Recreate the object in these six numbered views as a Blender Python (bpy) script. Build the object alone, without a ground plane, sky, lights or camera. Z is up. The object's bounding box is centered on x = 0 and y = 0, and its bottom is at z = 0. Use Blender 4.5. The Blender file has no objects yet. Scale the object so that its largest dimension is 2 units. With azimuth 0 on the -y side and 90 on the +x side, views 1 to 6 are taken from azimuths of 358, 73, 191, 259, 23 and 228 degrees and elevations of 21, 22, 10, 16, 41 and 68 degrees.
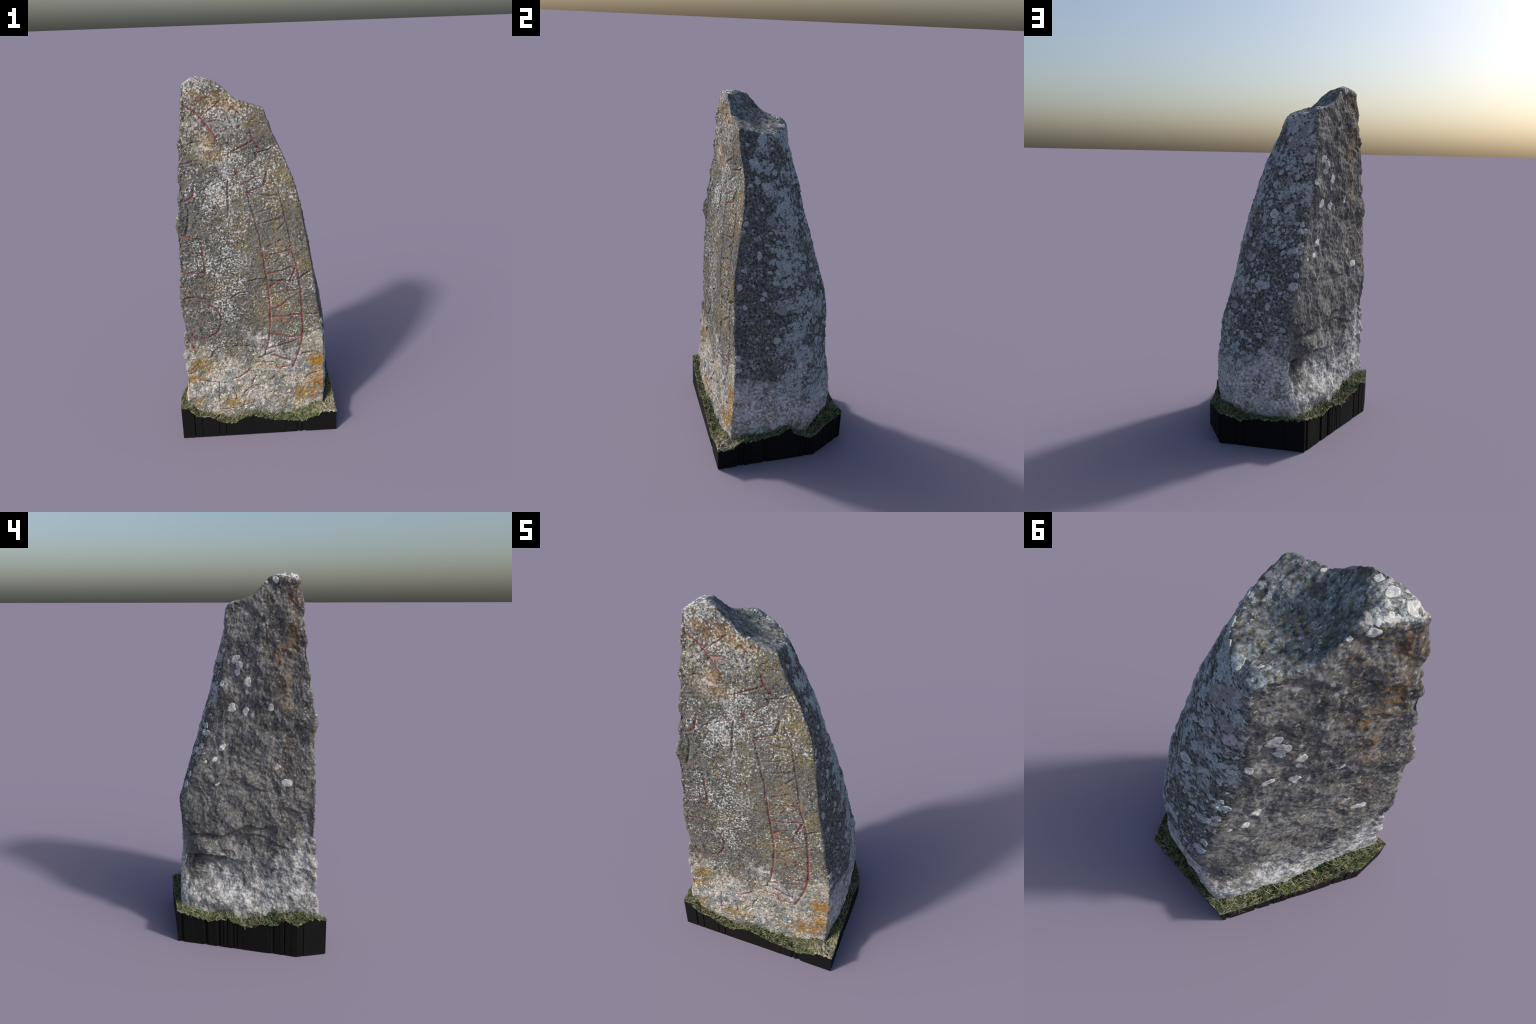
"""Weathered rune-carved standing stone on a black cut-out plinth with a rim of turf.

The stone is a loft through nine ridge lines (front left, front right, rounded back,
rear ridge ...) given at regular heights, closed by a broken, sloping top.  Relief,
cracks and rune grooves displace the loft; paint, lichen and grass are added on top.
"""
import bpy
import math
import numpy as np
from mathutils.bvhtree import BVHTree
from mathutils import Vector

RNG = np.random.default_rng(20240611)

# ------------------------------------------------------------------ noise helpers
_perm = np.random.default_rng(7).permutation(256)
PERM = np.concatenate([_perm, _perm, _perm])
GRAD = np.random.default_rng(8).normal(size=(256, 3))
GRAD /= np.linalg.norm(GRAD, axis=1)[:, None]


def gnoise(p):
    """Gradient noise of points (n,3), about -0.7..0.7."""
    i = np.floor(p).astype(np.int64)
    f = p - i
    i &= 255
    u = f * f * f * (f * (f * 6 - 15) + 10)
    res = 0.0
    for dx in (0, 1):
        wx = u[:, 0] if dx else 1 - u[:, 0]
        for dy in (0, 1):
            wy = u[:, 1] if dy else 1 - u[:, 1]
            for dz in (0, 1):
                wz = u[:, 2] if dz else 1 - u[:, 2]
                h = PERM[PERM[PERM[(i[:, 0] + dx) & 255] + ((i[:, 1] + dy) & 255)] + ((i[:, 2] + dz) & 255)]
                g = GRAD[h]
                d = g[:, 0] * (f[:, 0] - dx) + g[:, 1] * (f[:, 1] - dy) + g[:, 2] * (f[:, 2] - dz)
                res = res + wx * wy * wz * d
    return res * 1.5


def fbm(p, octaves=3, gain=0.5):
    a, s, tot = 1.0, 0.0, 0.0
    for o in range(octaves):
        s = s + a * gnoise(p * (2.03 ** o) + 17.3 * o)
        tot += a
        a *= gain
    return s / tot


def smooth(lo, hi, x):
    t = np.clip((x - lo) / (hi - lo), 0, 1)
    return t * t * (3 - 2 * t)


def gauss_rows(a, sigma, wrap):
    """Gaussian smoothing along axis 0."""
    r = int(max(1, round(3 * sigma)))
    k = np.exp(-0.5 * (np.arange(-r, r + 1) / sigma) ** 2)
    k /= k.sum()
    out = np.zeros_like(a)
    n = a.shape[0]
    idx = np.arange(n)
    for o, w in zip(range(-r, r + 1), k):
        j = (idx + o) % n if wrap else np.clip(idx + o, 0, n - 1)
        out += w * a[j]
    return out


# ------------------------------------------------------------------ ridge lines of the stone
# (x, y) of each ridge at the heights LEVELS, bottom to top
LEVELS = np.array([0.03, 0.15, 0.3, 0.4, 0.5, 0.6, 0.7, 0.8, 0.9, 1.0, 1.1,
                   1.2, 1.3, 1.4, 1.5, 1.6, 1.7, 1.8, 1.9, 2.0])
FRONT_LEFT = [(-0.404, -0.358), (-0.404, -0.362), (-0.409, -0.353), (-0.405, -0.346), (-0.400, -0.339), (-0.401, -0.335), (-0.398, -0.329),
              (-0.407, -0.326), (-0.406, -0.325), (-0.392, -0.329), (-0.394, -0.324), (-0.394, -0.324), (-0.382, -0.326), (-0.374, -0.310),
              (-0.367, -0.297), (-0.364, -0.279), (-0.351, -0.274), (-0.337, -0.267), (-0.326, -0.260), (-0.318, -0.246)]
FRONT_MIDDLE = [(-0.020, -0.345), (-0.020, -0.345), (-0.020, -0.334), (-0.020, -0.327), (-0.020, -0.324), (-0.020, -0.322), (-0.020, -0.316),
                (-0.030, -0.315), (-0.030, -0.310), (-0.040, -0.318), (-0.050, -0.315), (-0.050, -0.307), (-0.060, -0.295), (-0.060, -0.278),
                (-0.070, -0.267), (-0.100, -0.256), (-0.110, -0.259), (-0.120, -0.253), (-0.130, -0.246), (-0.140, -0.241)]
FRONT_RIGHT = [(.372, -.308), (.382, -.308), (.386, -.305), (.387, -.300), (.385, -.296), (.381, -.291), (.363, -.291),
               (.349, -.297), (.333, -.289), (.317, -.294), (.302, -.290), (.283, -.273), (.273, -.259),
               (.251, -.241), (.216, -.226), (.176, -.217), (.132, -.226), (.093, -.230), (.055, -.233), (.025, -.230)]
FLANK_RIGHT = [(.400, -.06), (.412, -.06), (.425, -.06), (.427, -.06), (.420, -.06), (.412, -.06), (.395, -.06),
               (.375, -.05), (.350, -.05), (.332, -.06), (.315, -.07), (.295, -.08), (.270, -.09),
               (.240, -.10), (.208, -.11), (.167, -.11), (.122, -.11), (.080, -.11), (.050, -.12), (.020, -.12)]
FLANK_REAR = [(0.371, 0.139), (0.390, 0.151), (0.405, 0.156), (0.405, 0.156), (0.395, 0.156), (0.385, 0.156), (0.362, 0.154),
              (0.330, 0.152), (0.307, 0.140), (0.287, 0.130), (0.267, 0.110), (0.237, 0.090), (0.207, 0.070), (0.187, 0.050),
              (0.157, 0.030), (0.117, 0.020), (0.077, 0.010), (0.030, -0.010), (0.005, -0.030), (-0.020, -0.030)]
REAR_RIGHT = [(0.223, 0.280), (0.247, 0.309), (0.257, 0.323), (0.252, 0.318), (0.238, 0.300), (0.217, 0.288), (0.206, 0.288),
              (0.186, 0.296), (0.175, 0.286), (0.146, 0.267), (0.127, 0.239), (0.110, 0.208), (0.097, 0.178), (0.074, 0.150),
              (0.057, 0.127), (0.020, 0.107), (-0.012, 0.081), (-0.042, 0.060), (-0.060, 0.045), (-0.070, 0.040)]
REAR_MIDDLE = [(0.030, 0.328), (0.030, 0.350), (0.030, 0.348), (0.030, 0.344), (0.030, 0.337), (0.020, 0.338), (0.010, 0.343),
               (-0.010, 0.350), (-0.030, 0.323), (-0.040, 0.283), (-0.050, 0.249), (-0.060, 0.214), (-0.070, 0.188), (-0.078, 0.167),
               (-0.075, 0.146), (-0.088, 0.124), (-0.096, 0.097), (-0.112, 0.083), (-0.115, 0.076), (-0.115, 0.074)]
REAR_RIDGE = [(-0.105, 0.351), (-0.103, 0.369), (-0.076, 0.361), (-0.060, 0.352), (-0.064, 0.320), (-0.056, 0.327), (-0.066, 0.346),
              (-0.076, 0.338), (-0.084, 0.320), (-0.119, 0.258), (-0.126, 0.208), (-0.138, 0.169), (-0.140, 0.136), (-0.140, 0.130),
              (-0.140, 0.123), (-0.141, 0.110), (-0.150, 0.096), (-0.154, 0.084), (-0.150, 0.079), (-0.148, 0.078)]
REAR_LEFT = [(-0.262, -0.005), (-0.262, -0.005), (-0.255, -0.005), (-0.250, -0.005), (-0.245, -0.010), (-0.240, -0.010), (-0.238, 0.000),
             (-0.243, 0.000), (-0.247, -0.005), (-0.262, -0.032), (-0.268, -0.052), (-0.274, -0.072), (-0.268, -0.089), (-0.262, -0.087),
             (-0.257, -0.089), (-0.255, -0.087), (-0.253, -0.091), (-0.248, -0.094), (-0.241, -0.093), (-0.236, -0.086)]
RIDGES = [FRONT_LEFT, FRONT_MIDDLE, FRONT_RIGHT, FLANK_RIGHT, FLANK_REAR, REAR_RIGHT, REAR_MIDDLE, REAR_RIDGE, REAR_LEFT]
COLUMNS = [158, 158, 98, 88, 84, 84, 40, 146, 146]        # mesh columns between neighbouring ridges
COL0 = np.concatenate([[0], np.cumsum(COLUMNS)])          # first column of each ridge
NU = int(COL0[-1])
NV, NCAP = 640, 70
Z_FOOT = 0.03


def top_height(x, y):
    """Broken top: a high crest at the left, falling away to a shelf at the right and back."""
    s = (x + .165) * .82 + (y + .235) * .57
    z = np.interp(s, [-.20, -.10, -.03, .00, .03, .062, .095, .15, .22, .32],
                  [1.977, 1.996, 1.998, 1.987, 1.953, 1.914, 1.888, 1.864, 1.838, 1.800])
    tilt = np.clip(-.235 - x, 0, .1) * .24
    saddle = .022 * np.exp(-((x + .03) ** 2 + (y + .085) ** 2) / .004)
    knob = .020 * np.exp(-((x + .125) ** 2 + (y - .045) ** 2) / .0012)
    return z - tilt - saddle + knob


def build_stone_grid():
    ridge = np.array(RIDGES)                                   # (9, levels, 2)
    zz = np.linspace(Z_FOOT, 2.0, 400)
    lines = np.stack([np.stack([np.interp(zz, LEVELS, r[:, k]) for k in (0, 1)], -1) for r in ridge])
    lines = gauss_rows(lines.transpose(1, 0, 2), 4.0, False).transpose(1, 0, 2)
    ring = np.zeros((NU, len(zz), 2))
    for k in range(9):
        a, b = lines[k], lines[(k + 1) % 9]
        f = (np.arange(COLUMNS[k]) / COLUMNS[k])[:, None, None]
        ring[COL0[k]:COL0[k + 1]] = a + (b - a) * f
    ring = gauss_rows(ring, 4.2, True)
    blunt = gauss_rows(ring, 11.0, True)                       # the rear ridge is blunter than the front ones
    w = np.exp(-((np.arange(NU) - COL0[7]) / 26.0) ** 2)[:, None, None]
    ring = ring * (1 - w) + blunt * w

    def at(z):                                                 # (NU,) heights -> (NU,2)
        q = np.clip((z - Z_FOOT) / (2.0 - Z_FOOT) * (len(zz) - 1), 0, len(zz) - 1.001)
        i = q.astype(int)
        f = (q - i)[:, None]
        c = np.arange(NU)
        return ring[c, i] * (1 - f) + ring[c, i + 1] * f

    ztop = np.full(NU, 1.9)
    for _ in range(40):
        e = at(ztop)
        ztop += 0.5 * (top_height(e[:, 0], e[:, 1]) - ztop)
    ztop = gauss_rows(ztop, 2.0, True)
    rows = []
    for v in np.linspace(0, 1, NV):
        z = Z_FOOT + (ztop - Z_FOOT) * v
        rows.append(np.c_[at(z), z])
    rim = rows[-1]
    centre = np.array([-.125, -.105])
    for r in np.linspace(0, 1, NCAP + 1)[1:] ** 1.15:
        r = min(r, .993)
        xy = rim[:, :2] + (centre - rim[:, :2]) * r
        z = top_height(xy[:, 0], xy[:, 1])
        b = smooth(0, .06, r)
        rows.append(np.c_[xy, rim[:, 2] * (1 - b) + z * b])
    g = np.array(rows)                                         # (rows, NU, 3)
    soft = gauss_rows(g, 3.2, False)                           # round the rim
    w = np.exp(-((np.arange(len(rows)) - NV) / 9.0) ** 2)[:, None, None]
    g = g * (1 - w) + soft * w
    soft = gauss_rows(g[NV:].transpose(1, 0, 2), 6.0, True).transpose(1, 0, 2)
    w = smooth(0, 6, np.arange(len(soft)))[:, None, None]
    g[NV:] = g[NV:] * (1 - w) + soft * w
    return g


def grid_normals(g):
    du = np.roll(g, -1, 1) - np.roll(g, 1, 1)
    dv = np.gradient(g, axis=0)
    n = np.cross(du, dv)
    n /= np.linalg.norm(n, axis=2)[..., None] + 1e-12
    return n


def column_weight(c0, c1, feather):
    """1 between columns c0..c1 (cyclic), feathered."""
    c = np.arange(NU)
    span = (c1 - c0) % NU
    d = (c - c0) % NU
    inside = np.minimum(d, span - d).astype(float)
    inside[d > span] = -np.minimum(d - span, NU - d)[d > span]
    return smooth(-feather, feather, inside)


# ------------------------------------------------------------------ carved signs
# width, amount of surviving red paint, centre line as (x, z) on the front face
CARVED_SIGNS = {
    "rune_serpent_outline": [
        (0.012, 1.00, [(-0.320, 1.876), (-0.271, 1.843), (-0.228, 1.801), (-0.195, 1.756), (-0.163, 1.704)]),
        (0.006, 0.50, [(-0.163, 1.704), (-0.142, 1.667), (-0.122, 1.642)]),
    ],
    "rune_serpent_loop": [
        (0.006, 0.50, [(-0.227, 1.806), (-0.202, 1.834), (-0.172, 1.855), (-0.135, 1.884), (-0.094, 1.888)]),
        (0.011, 0.90, [(-0.073, 1.850), (-0.056, 1.835), (-0.036, 1.813)]),
    ],
    "rune_short_stroke": [
        (0.007, 0.70, [(-0.205, 1.787), (-0.182, 1.787), (-0.158, 1.791)]),
        (0.009, 0.60, [(-0.053, 1.750), (-0.040, 1.757)]),
        (0.009, 0.90, [(-0.232, 1.818), (-0.214, 1.834)]),
        (0.006, 0.70, [(-0.195, 1.469), (-0.158, 1.484), (-0.121, 1.493)]),
        (0.006, 0.50, [(-0.260, 1.437), (-0.232, 1.454)]),
        (0.007, 0.80, [(-0.376, 0.621), (-0.354, 0.572), (-0.337, 0.530)]),
        (0.007, 0.80, [(-0.389, 0.398), (-0.368, 0.405), (-0.343, 0.417)]),
        (0.007, 0.80, [(-0.008, 0.355), (-0.023, 0.326), (-0.037, 0.301)]),
        (0.006, 0.80, [(0.009, 0.340), (0.021, 0.316)]),
        (0.006, 0.60, [(-0.144, 0.291), (-0.129, 0.245), (-0.123, 0.200)]),
        (0.006, 0.00, [(-0.014, 0.286), (-0.042, 0.267), (-0.066, 0.232), (-0.085, 0.173)]),
        (0.005, 0.40, [(-0.083, 0.170), (-0.051, 0.182), (-0.012, 0.190)]),
        (0.005, 0.10, [(-0.222, 0.161), (-0.159, 0.156), (-0.086, 0.164)]),
        (0.005, 0.30, [(-0.267, 0.297), (-0.230, 0.272), (-0.182, 0.238)]),
    ],
    "rune_band_line": [
        (0.007, 0.90, [(-0.107, 1.622), (-0.077, 1.638), (-0.047, 1.649), (0.011, 1.675), (0.027, 1.680)]),
        (0.008, 0.80, [(0.010, 1.723), (0.021, 1.693), (0.038, 1.662), (0.054, 1.638)]),
        (0.007, 0.50, [(-0.348, 1.585), (-0.307, 1.589), (-0.256, 1.600)]),
        (0.007, 0.20, [(-0.018, 1.416), (-0.005, 1.364), (0.008, 1.315), (0.021, 1.251), (0.038, 1.186), (0.044, 1.115)]),
        (0.007, 0.15, [(0.112, 1.494), (0.123, 1.466), (0.146, 1.419), (0.160, 1.364), (0.173, 1.295), (0.190, 1.219), (0.206, 1.123)]),
        (0.008, 0.70, [(0.044, 1.149), (0.053, 1.087), (0.060, 1.020), (0.068, 0.957), (0.076, 0.886), (0.083, 0.816), (0.084, 0.721), (0.079, 0.641), (0.070, 0.568), (0.047, 0.481)]),
        (0.010, 0.85, [(0.202, 1.141), (0.209, 1.096), (0.227, 1.028), (0.239, 0.972), (0.249, 0.914), (0.257, 0.816), (0.263, 0.705), (0.266, 0.631), (0.258, 0.558), (0.241, 0.485), (0.205, 0.390)]),
    ],
    "rune_hook": [
        (0.008, 0.90, [(-0.287, 1.488), (-0.292, 1.453), (-0.297, 1.423)]),
        (0.008, 0.90, [(-0.297, 1.423), (-0.319, 1.405), (-0.347, 1.394)]),
    ],
    "rune_long_groove": [
        (0.009, 0.00, [(-0.332, 1.387), (-0.323, 1.341), (-0.331, 1.279), (-0.344, 1.225)]),
        (0.008, 0.25, [(-0.115, 1.493), (-0.118, 1.439), (-0.119, 1.385), (-0.117, 1.336)]),
        (0.006, 0.70, [(-0.353, 0.369), (-0.296, 0.347), (-0.219, 0.332)]),
        (0.005, 0.60, [(-0.220, 0.336), (-0.222, 0.268), (-0.225, 0.205), (-0.222, 0.161)]),
    ],
    "rune_branch": [
        (0.006, 0.50, [(-0.021, 1.550), (0.004, 1.568), (0.036, 1.586)]),
        (0.007, 0.90, [(-0.020, 1.547), (-0.000, 1.532), (0.022, 1.517)]),
        (0.007, 0.80, [(0.032, 1.500), (-0.006, 1.479), (-0.043, 1.464)]),
        (0.007, 0.80, [(-0.077, 1.548), (-0.068, 1.522), (-0.061, 1.504)]),
        (0.009, 0.90, [(0.227, 0.997), (0.213, 0.963), (0.197, 0.929)]),
        (0.008, 0.90, [(0.086, 0.890), (0.106, 0.908), (0.132, 0.927), (0.197, 0.925)]),
        (0.007, 0.80, [(0.085, 0.758), (0.128, 0.769), (0.181, 0.808), (0.234, 0.842)]),
    ],
    "rune_wedge": [
        (0.007, 0.70, [(-0.021, 1.420), (0.017, 1.432), (0.048, 1.442), (0.123, 1.466)]),
        (0.007, 0.30, [(-0.021, 1.420), (0.016, 1.417), (0.046, 1.407), (0.096, 1.396), (0.142, 1.396)]),
        (0.007, 0.00, [(0.131, 1.432), (0.143, 1.398)]),
    ],
    "rune_rung": [
        (0.006, 0.15, [(0.017, 1.311), (0.080, 1.324), (0.143, 1.334)]),
        (0.006, 0.35, [(0.034, 1.253), (0.103, 1.266), (0.166, 1.274)]),
        (0.007, 0.15, [(0.175, 1.251), (0.156, 1.231), (0.133, 1.210)]),
        (0.007, 0.80, [(0.059, 1.072), (0.122, 1.086), (0.206, 1.103)]),
        (0.006, 0.30, [(0.202, 1.098), (0.192, 1.080), (0.179, 1.065)]),
        (0.008, 0.95, [(0.065, 0.971), (0.133, 0.984), (0.181, 0.997), (0.223, 1.011)]),
        (0.007, 0.70, [(0.081, 0.851), (0.156, 0.859), (0.248, 0.869)]),
        (0.008, 0.95, [(0.084, 0.714), (0.154, 0.711), (0.207, 0.716), (0.260, 0.713)]),
        (0.010, 0.70, [(0.078, 0.612), (0.158, 0.590), (0.198, 0.579), (0.262, 0.584)]),
        (0.008, 0.80, [(0.062, 0.523), (0.123, 0.534), (0.191, 0.546), (0.255, 0.570)]),
    ],
    "rune_dot": [
        (0.009, 0.80, [(0.153, 1.159), (0.139, 1.152)]),
        (0.009, 0.70, [(0.096, 1.136), (0.079, 1.126)]),
        (0.009, 0.80, [(0.076, 0.326), (0.096, 0.335)]),
        (0.008, 0.70, [(0.042, 0.373), (0.051, 0.377)]),
    ],
    "rune_step": [
        (0.008, 0.90, [(-0.366, 1.220), (-0.345, 1.211), (-0.297, 1.196)]),
        (0.007, 0.30, [(-0.297, 1.196), (-0.267, 1.186)]),
        (0.008, 0.90, [(-0.271, 1.176), (-0.266, 1.130), (-0.262, 1.071), (-0.256, 1.014)]),
        (0.009, 0.90, [(-0.378, 1.018), (-0.354, 1.010), (-0.323, 1.005), (-0.254, 1.002)]),
    ],
    "rune_oval": [
        (0.008, 0.90, [(-0.378, 0.859), (-0.327, 0.862), (-0.283, 0.848), (-0.240, 0.813), (-0.204, 0.771)]),
        (0.008, 0.10, [(-0.204, 0.771), (-0.190, 0.737), (-0.189, 0.701), (-0.197, 0.673)]),
        (0.008, 0.80, [(-0.196, 0.680), (-0.208, 0.652), (-0.232, 0.633), (-0.272, 0.615), (-0.322, 0.609)]),
        (0.008, 0.90, [(-0.322, 0.609), (-0.343, 0.632), (-0.356, 0.674)]),
    ],
    "rune_bow": [
        (0.006, 0.40, [(0.065, 1.063), (0.096, 1.037), (0.121, 1.042), (0.138, 1.064)]),
        (0.007, 0.90, [(0.137, 0.703), (0.153, 0.675), (0.169, 0.668), (0.189, 0.671), (0.212, 0.710)]),
    ],
    "rune_zigzag": [
        (0.012, 1.00, [(0.081, 0.482), (0.135, 0.458), (0.189, 0.434)]),
        (0.007, 0.90, [(0.185, 0.444), (0.212, 0.416)]),
        (0.007, 0.95, [(-0.005, 0.438), (0.052, 0.434), (0.097, 0.433), (0.110, 0.414), (0.121, 0.395), (0.184, 0.400)]),
        (0.007, 0.70, [(-0.030, 0.407), (-0.058, 0.383), (-0.103, 0.355), (-0.141, 0.346)]),
    ],
}
# natural cracks of the front face: width, -, centre line
CRACKS = {
    "crack": [
        (0.012, 0.00, [(-0.257, 0.492), (-0.231, 0.534), (-0.197, 0.549), (-0.144, 0.552), (-0.091, 0.550), (-0.025, 0.539)]),
        (0.012, 0.00, [(0.023, 0.470), (0.068, 0.487), (0.102, 0.499)]),
        (0.010, 0.00, [(0.261, 0.470), (0.305, 0.475), (0.346, 0.468), (0.377, 0.442)]),
        (0.010, 0.00, [(0.269, 0.601), (0.313, 0.601), (0.371, 0.618)]),
        (0.010, 0.00, [(0.268, 0.726), (0.300, 0.711), (0.347, 0.713)]),
        (0.013, 0.00, [(0.249, 0.935), (0.281, 0.958), (0.330, 0.977)]),
        (0.007, 0.00, [(0.061, 0.940), (0.106, 0.929), (0.158, 0.930), (0.197, 0.918), (0.249, 0.932)]),
        (0.013, 0.00, [(0.033, 1.610), (0.053, 1.573), (0.071, 1.560), (0.092, 1.532), (0.088, 1.496), (0.080, 1.466)]),
        (0.005, 0.00, [(0.049, 1.621), (0.098, 1.630), (0.115, 1.638)]),
        (0.007, 0.00, [(0.276, 0.314), (0.311, 0.338), (0.381, 0.342)]),
        (0.007, 0.00, [(-0.077, 0.251), (-0.034, 0.289), (0.027, 0.294)]),
        (0.006, 0.00, [(-0.035, 0.937), (0.010, 0.947), (0.061, 0.950)]),
        (0.006, 0.00, [(-0.129, 0.846), (-0.089, 0.871), (-0.038, 0.874)]),
    ],
}

# ledges of the rough left rear face, (distance along the face from the rear ridge as y, z)
REAR_BULGES = [
    # (y, z), radii, height
    ((.20, .565), (.09, .050), .058), ((.14, .70), (.17, .10), .020), ((.19, .385), (.12, .05), -.022), ((.12, .24), (.24, .06), .024), ((-.21, 1.80), (.05, .13), .018), ((.20, 1.18), (.06, .18), -.006),
    ((.10, 1.16), (.18, .17), -.010), ((-.10, 1.55), (.07, .15), .012), ((-.14, .53), (.06, .08), .012), ((.05, 1.62), (.06, .10), -.008),
]
REAR_LEDGES = [
    (.018, [(.23, .632), (.116, .640), (.013, .699), (-.05, .698)]),
    (.032, [(.304, .488), (.203, .507), (.098, .490)]),
    (.008, [(-.05, .655), (-.12, .620), (-.17, .60)]),
    (.006, [(.05, .96), (-.02, .93), (-.06, .91)]),
    (.006, [(-.20, .82), (-.27, .80)]),
]


def segment_distance(x, z, pts):
    """Distance of points to a polyline, and the signed height above it."""
    best = np.full(x.shape, 9.0)
    above = np.zeros(x.shape)
    for (ax, az), (bx, bz) in zip(pts[:-1], pts[1:]):
        dx, dz = bx - ax, bz - az
        t = np.clip(((x - ax) * dx + (z - az) * dz) / (dx * dx + dz * dz + 1e-12), 0, 1)
        qx, qz = x - ax - t * dx, z - az - t * dz
        d = np.hypot(qx, qz)
        m = d < best
        best[m] = d[m]
        above[m] = qz[m]
    return best, above


def soften(pts, steps=5):
    """Catmull-Rom through the control points."""
    p = np.array(pts, float)
    if len(p) < 3:
        return [tuple(a) for a in p]
    q = np.vstack([2 * p[0] - p[1], p, 2 * p[-1] - p[-2]])
    out = []
    for i in range(1, len(q) - 2):
        for t in np.arange(steps) / steps:
            out.append(tuple(.5 * (2 * q[i] + (q[i + 1] - q[i - 1]) * t + (2 * q[i - 1] - 5 * q[i] + 4 * q[i + 1] - q[i + 2]) * t * t
                                   + (3 * q[i] - q[i - 1] - 3 * q[i + 1] + q[i + 2]) * t ** 3)))
    out.append(tuple(p[-1]))
    return out


def displace_stone(g):
    n = grid_normals(g)
    rows = g.shape[0]
    P = g.reshape(-1, 3)
    ones = np.ones((rows, 1))
    w_front = (ones * column_weight(COL0[0] + 4, COL0[2] - 4, 6)).ravel()
    w_flank = (ones * column_weight(COL0[2] + 4, COL0[7] - 10, 14)).ravel()
    w_rough = (ones * column_weight(COL0[7], COL0[9] - 6, 14)).ravel()
    w_edge = (ones * np.exp(-((np.minimum(np.arange(NU), NU - np.arange(NU))) / 14.0) ** 2)).ravel()
    w_top = np.repeat(smooth(NV - 12, NV + 6, np.arange(rows)), NU)
    side = 1 - w_top
    w_front, w_flank, w_rough = w_front * side, w_flank * side, w_rough * side
    low = 1 - smooth(.35, .6, P[:, 2])

    d = .006 * fbm(P * 4.0 + 3.1, 2)
    # rough left rear face: hackly lumps, slanting scars, pits
    warp = np.stack([fbm(P * 5 + k * 9.7, 2) for k in range(3)], -1) * .05
    Q = (P + warp) * np.array([1.0, 1.0, .88])
    ridged = 1 - 2 * np.abs(fbm(Q * 8.5 + 40, 3))
    lumps = fbm(Q * 15 + 11, 3)
    broad = fbm(Q * 5.5 + 90, 2)
    terrace = np.round(broad * 7) / 7 - broad
    d += w_rough * (.010 * (ridged - .62) + .010 * lumps + .022 * broad + .030 * gauss_rows(gauss_rows(terrace.reshape(rows, NU), 2.5, False).T, 2.5, True).T.ravel() + .0035 * fbm(P * 42, 2) + .0022 * fbm(P * 85, 2))
    # front: hand-flat with small bumps, granular
    d += w_front * (.006 * fbm(P * 11 + 5, 2) + .0042 * fbm(P * 38 + 8, 2) + .0032 * fbm(P * 95, 2))
    d += w_front * low * (.010 * fbm(P * np.array([9, 9, 15.0]) + 2, 3))
    # flank: smooth curve with crusty growth
    crust = smooth(.02, .16, fbm(P * 21 + 71, 3) + .25 * fbm(P * 5 + 3, 2))
    d += w_flank * (.005 * fbm(P * 9, 2) + .0030 * crust + .0036 * fbm(P * 70 + 4, 2))
    # top: weathered break
    d += w_top * (.012 * fbm(P * 13 + 21, 3) + .005 * fbm(P * 45, 2))
    # chipped front left ridge
    chips = fbm(P * np.array([6, 6, 13.0]) + 60, 2)
    d += w_edge * side * (.022 * chips + .007 * fbm(P * 40, 2))
    # overhanging scar below the rear ridge and the hollow behind it
    ridge_w = (ones * np.exp(-((np.arange(NU) - (COL0[7] - 34)) / 14.0) ** 2)).ravel()
    d -= ridge_w * side * .014 * np.exp(-((P[:, 2] - .58) / .14) ** 2)

    for (by, bz), (ry, rz), h in REAR_BULGES:
        d += w_rough * h * np.exp(-((P[:, 1] - by) / ry) ** 2 - ((P[:, 2] - bz) / rz) ** 2)

    # ledges on the rough face: notch with the stone below set back
    for depth, pts in REAR_LEDGES:
        m = (w_rough > .4) & (P[:, 2] > .4) & (P[:, 2] < 1.05)
        i = np.where(m)[0]
        wob = .012 * fbm(P[i] * 22, 2)
        dist, above = segment_distance(P[i, 1], P[i, 2] + wob, soften(pts))
        notch = np.exp(-(dist / .013) ** 2)
        under = smooth(.004, -.010, above) * np.exp(-(dist / .075) ** 2)
        lip = smooth(-.002, .006, above) * np.exp(-(dist / .04) ** 2)
        d[i] += -depth * .7 * notch * smooth(.012, -.008, above) - depth * .75 * under + depth * .45 * lip

    # grooves of the carving and natural cracks on the front
    i = np.where(w_front > .35)[0]
    fx, fz = P[i, 0], P[i, 2]
    wob = .0022 * fbm(P[i] * 55 + 3, 2)
    cut = np.zeros(len(i))
    for table, depth in ((CARVED_SIGNS, .0060), (CRACKS, .0075)):
        for strokes in table.values():
            for width, paint, pts in strokes:
                pts = soften(pts)
                a = np.array(pts)
                m = (fx > a[:, 0].min() - .03) & (fx < a[:, 0].max() + .03) & (fz > a[:, 1].min() - .03) & (fz < a[:, 1].max() + .03)
                k = np.where(m)[0]
                if not len(k):
                    continue
                dist, above = segment_distance(fx[k] + wob[k], fz[k] + wob[k], pts)
                half = width * .62
                c = depth * (width / .008) ** .5 * np.exp(-(dist / half) ** 2)
                if table is CRACKS:
                    c = c - .5 * depth * smooth(0, .006, above) * np.exp(-(dist / .022) ** 2)
                cut[k] = np.where(np.abs(c) > np.abs(cut[k]), c, cut[k])
    d[i] -= cut * w_front[i]
    return (P + n.reshape(-1, 3) * d[:, None]).reshape(g.shape)


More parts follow.
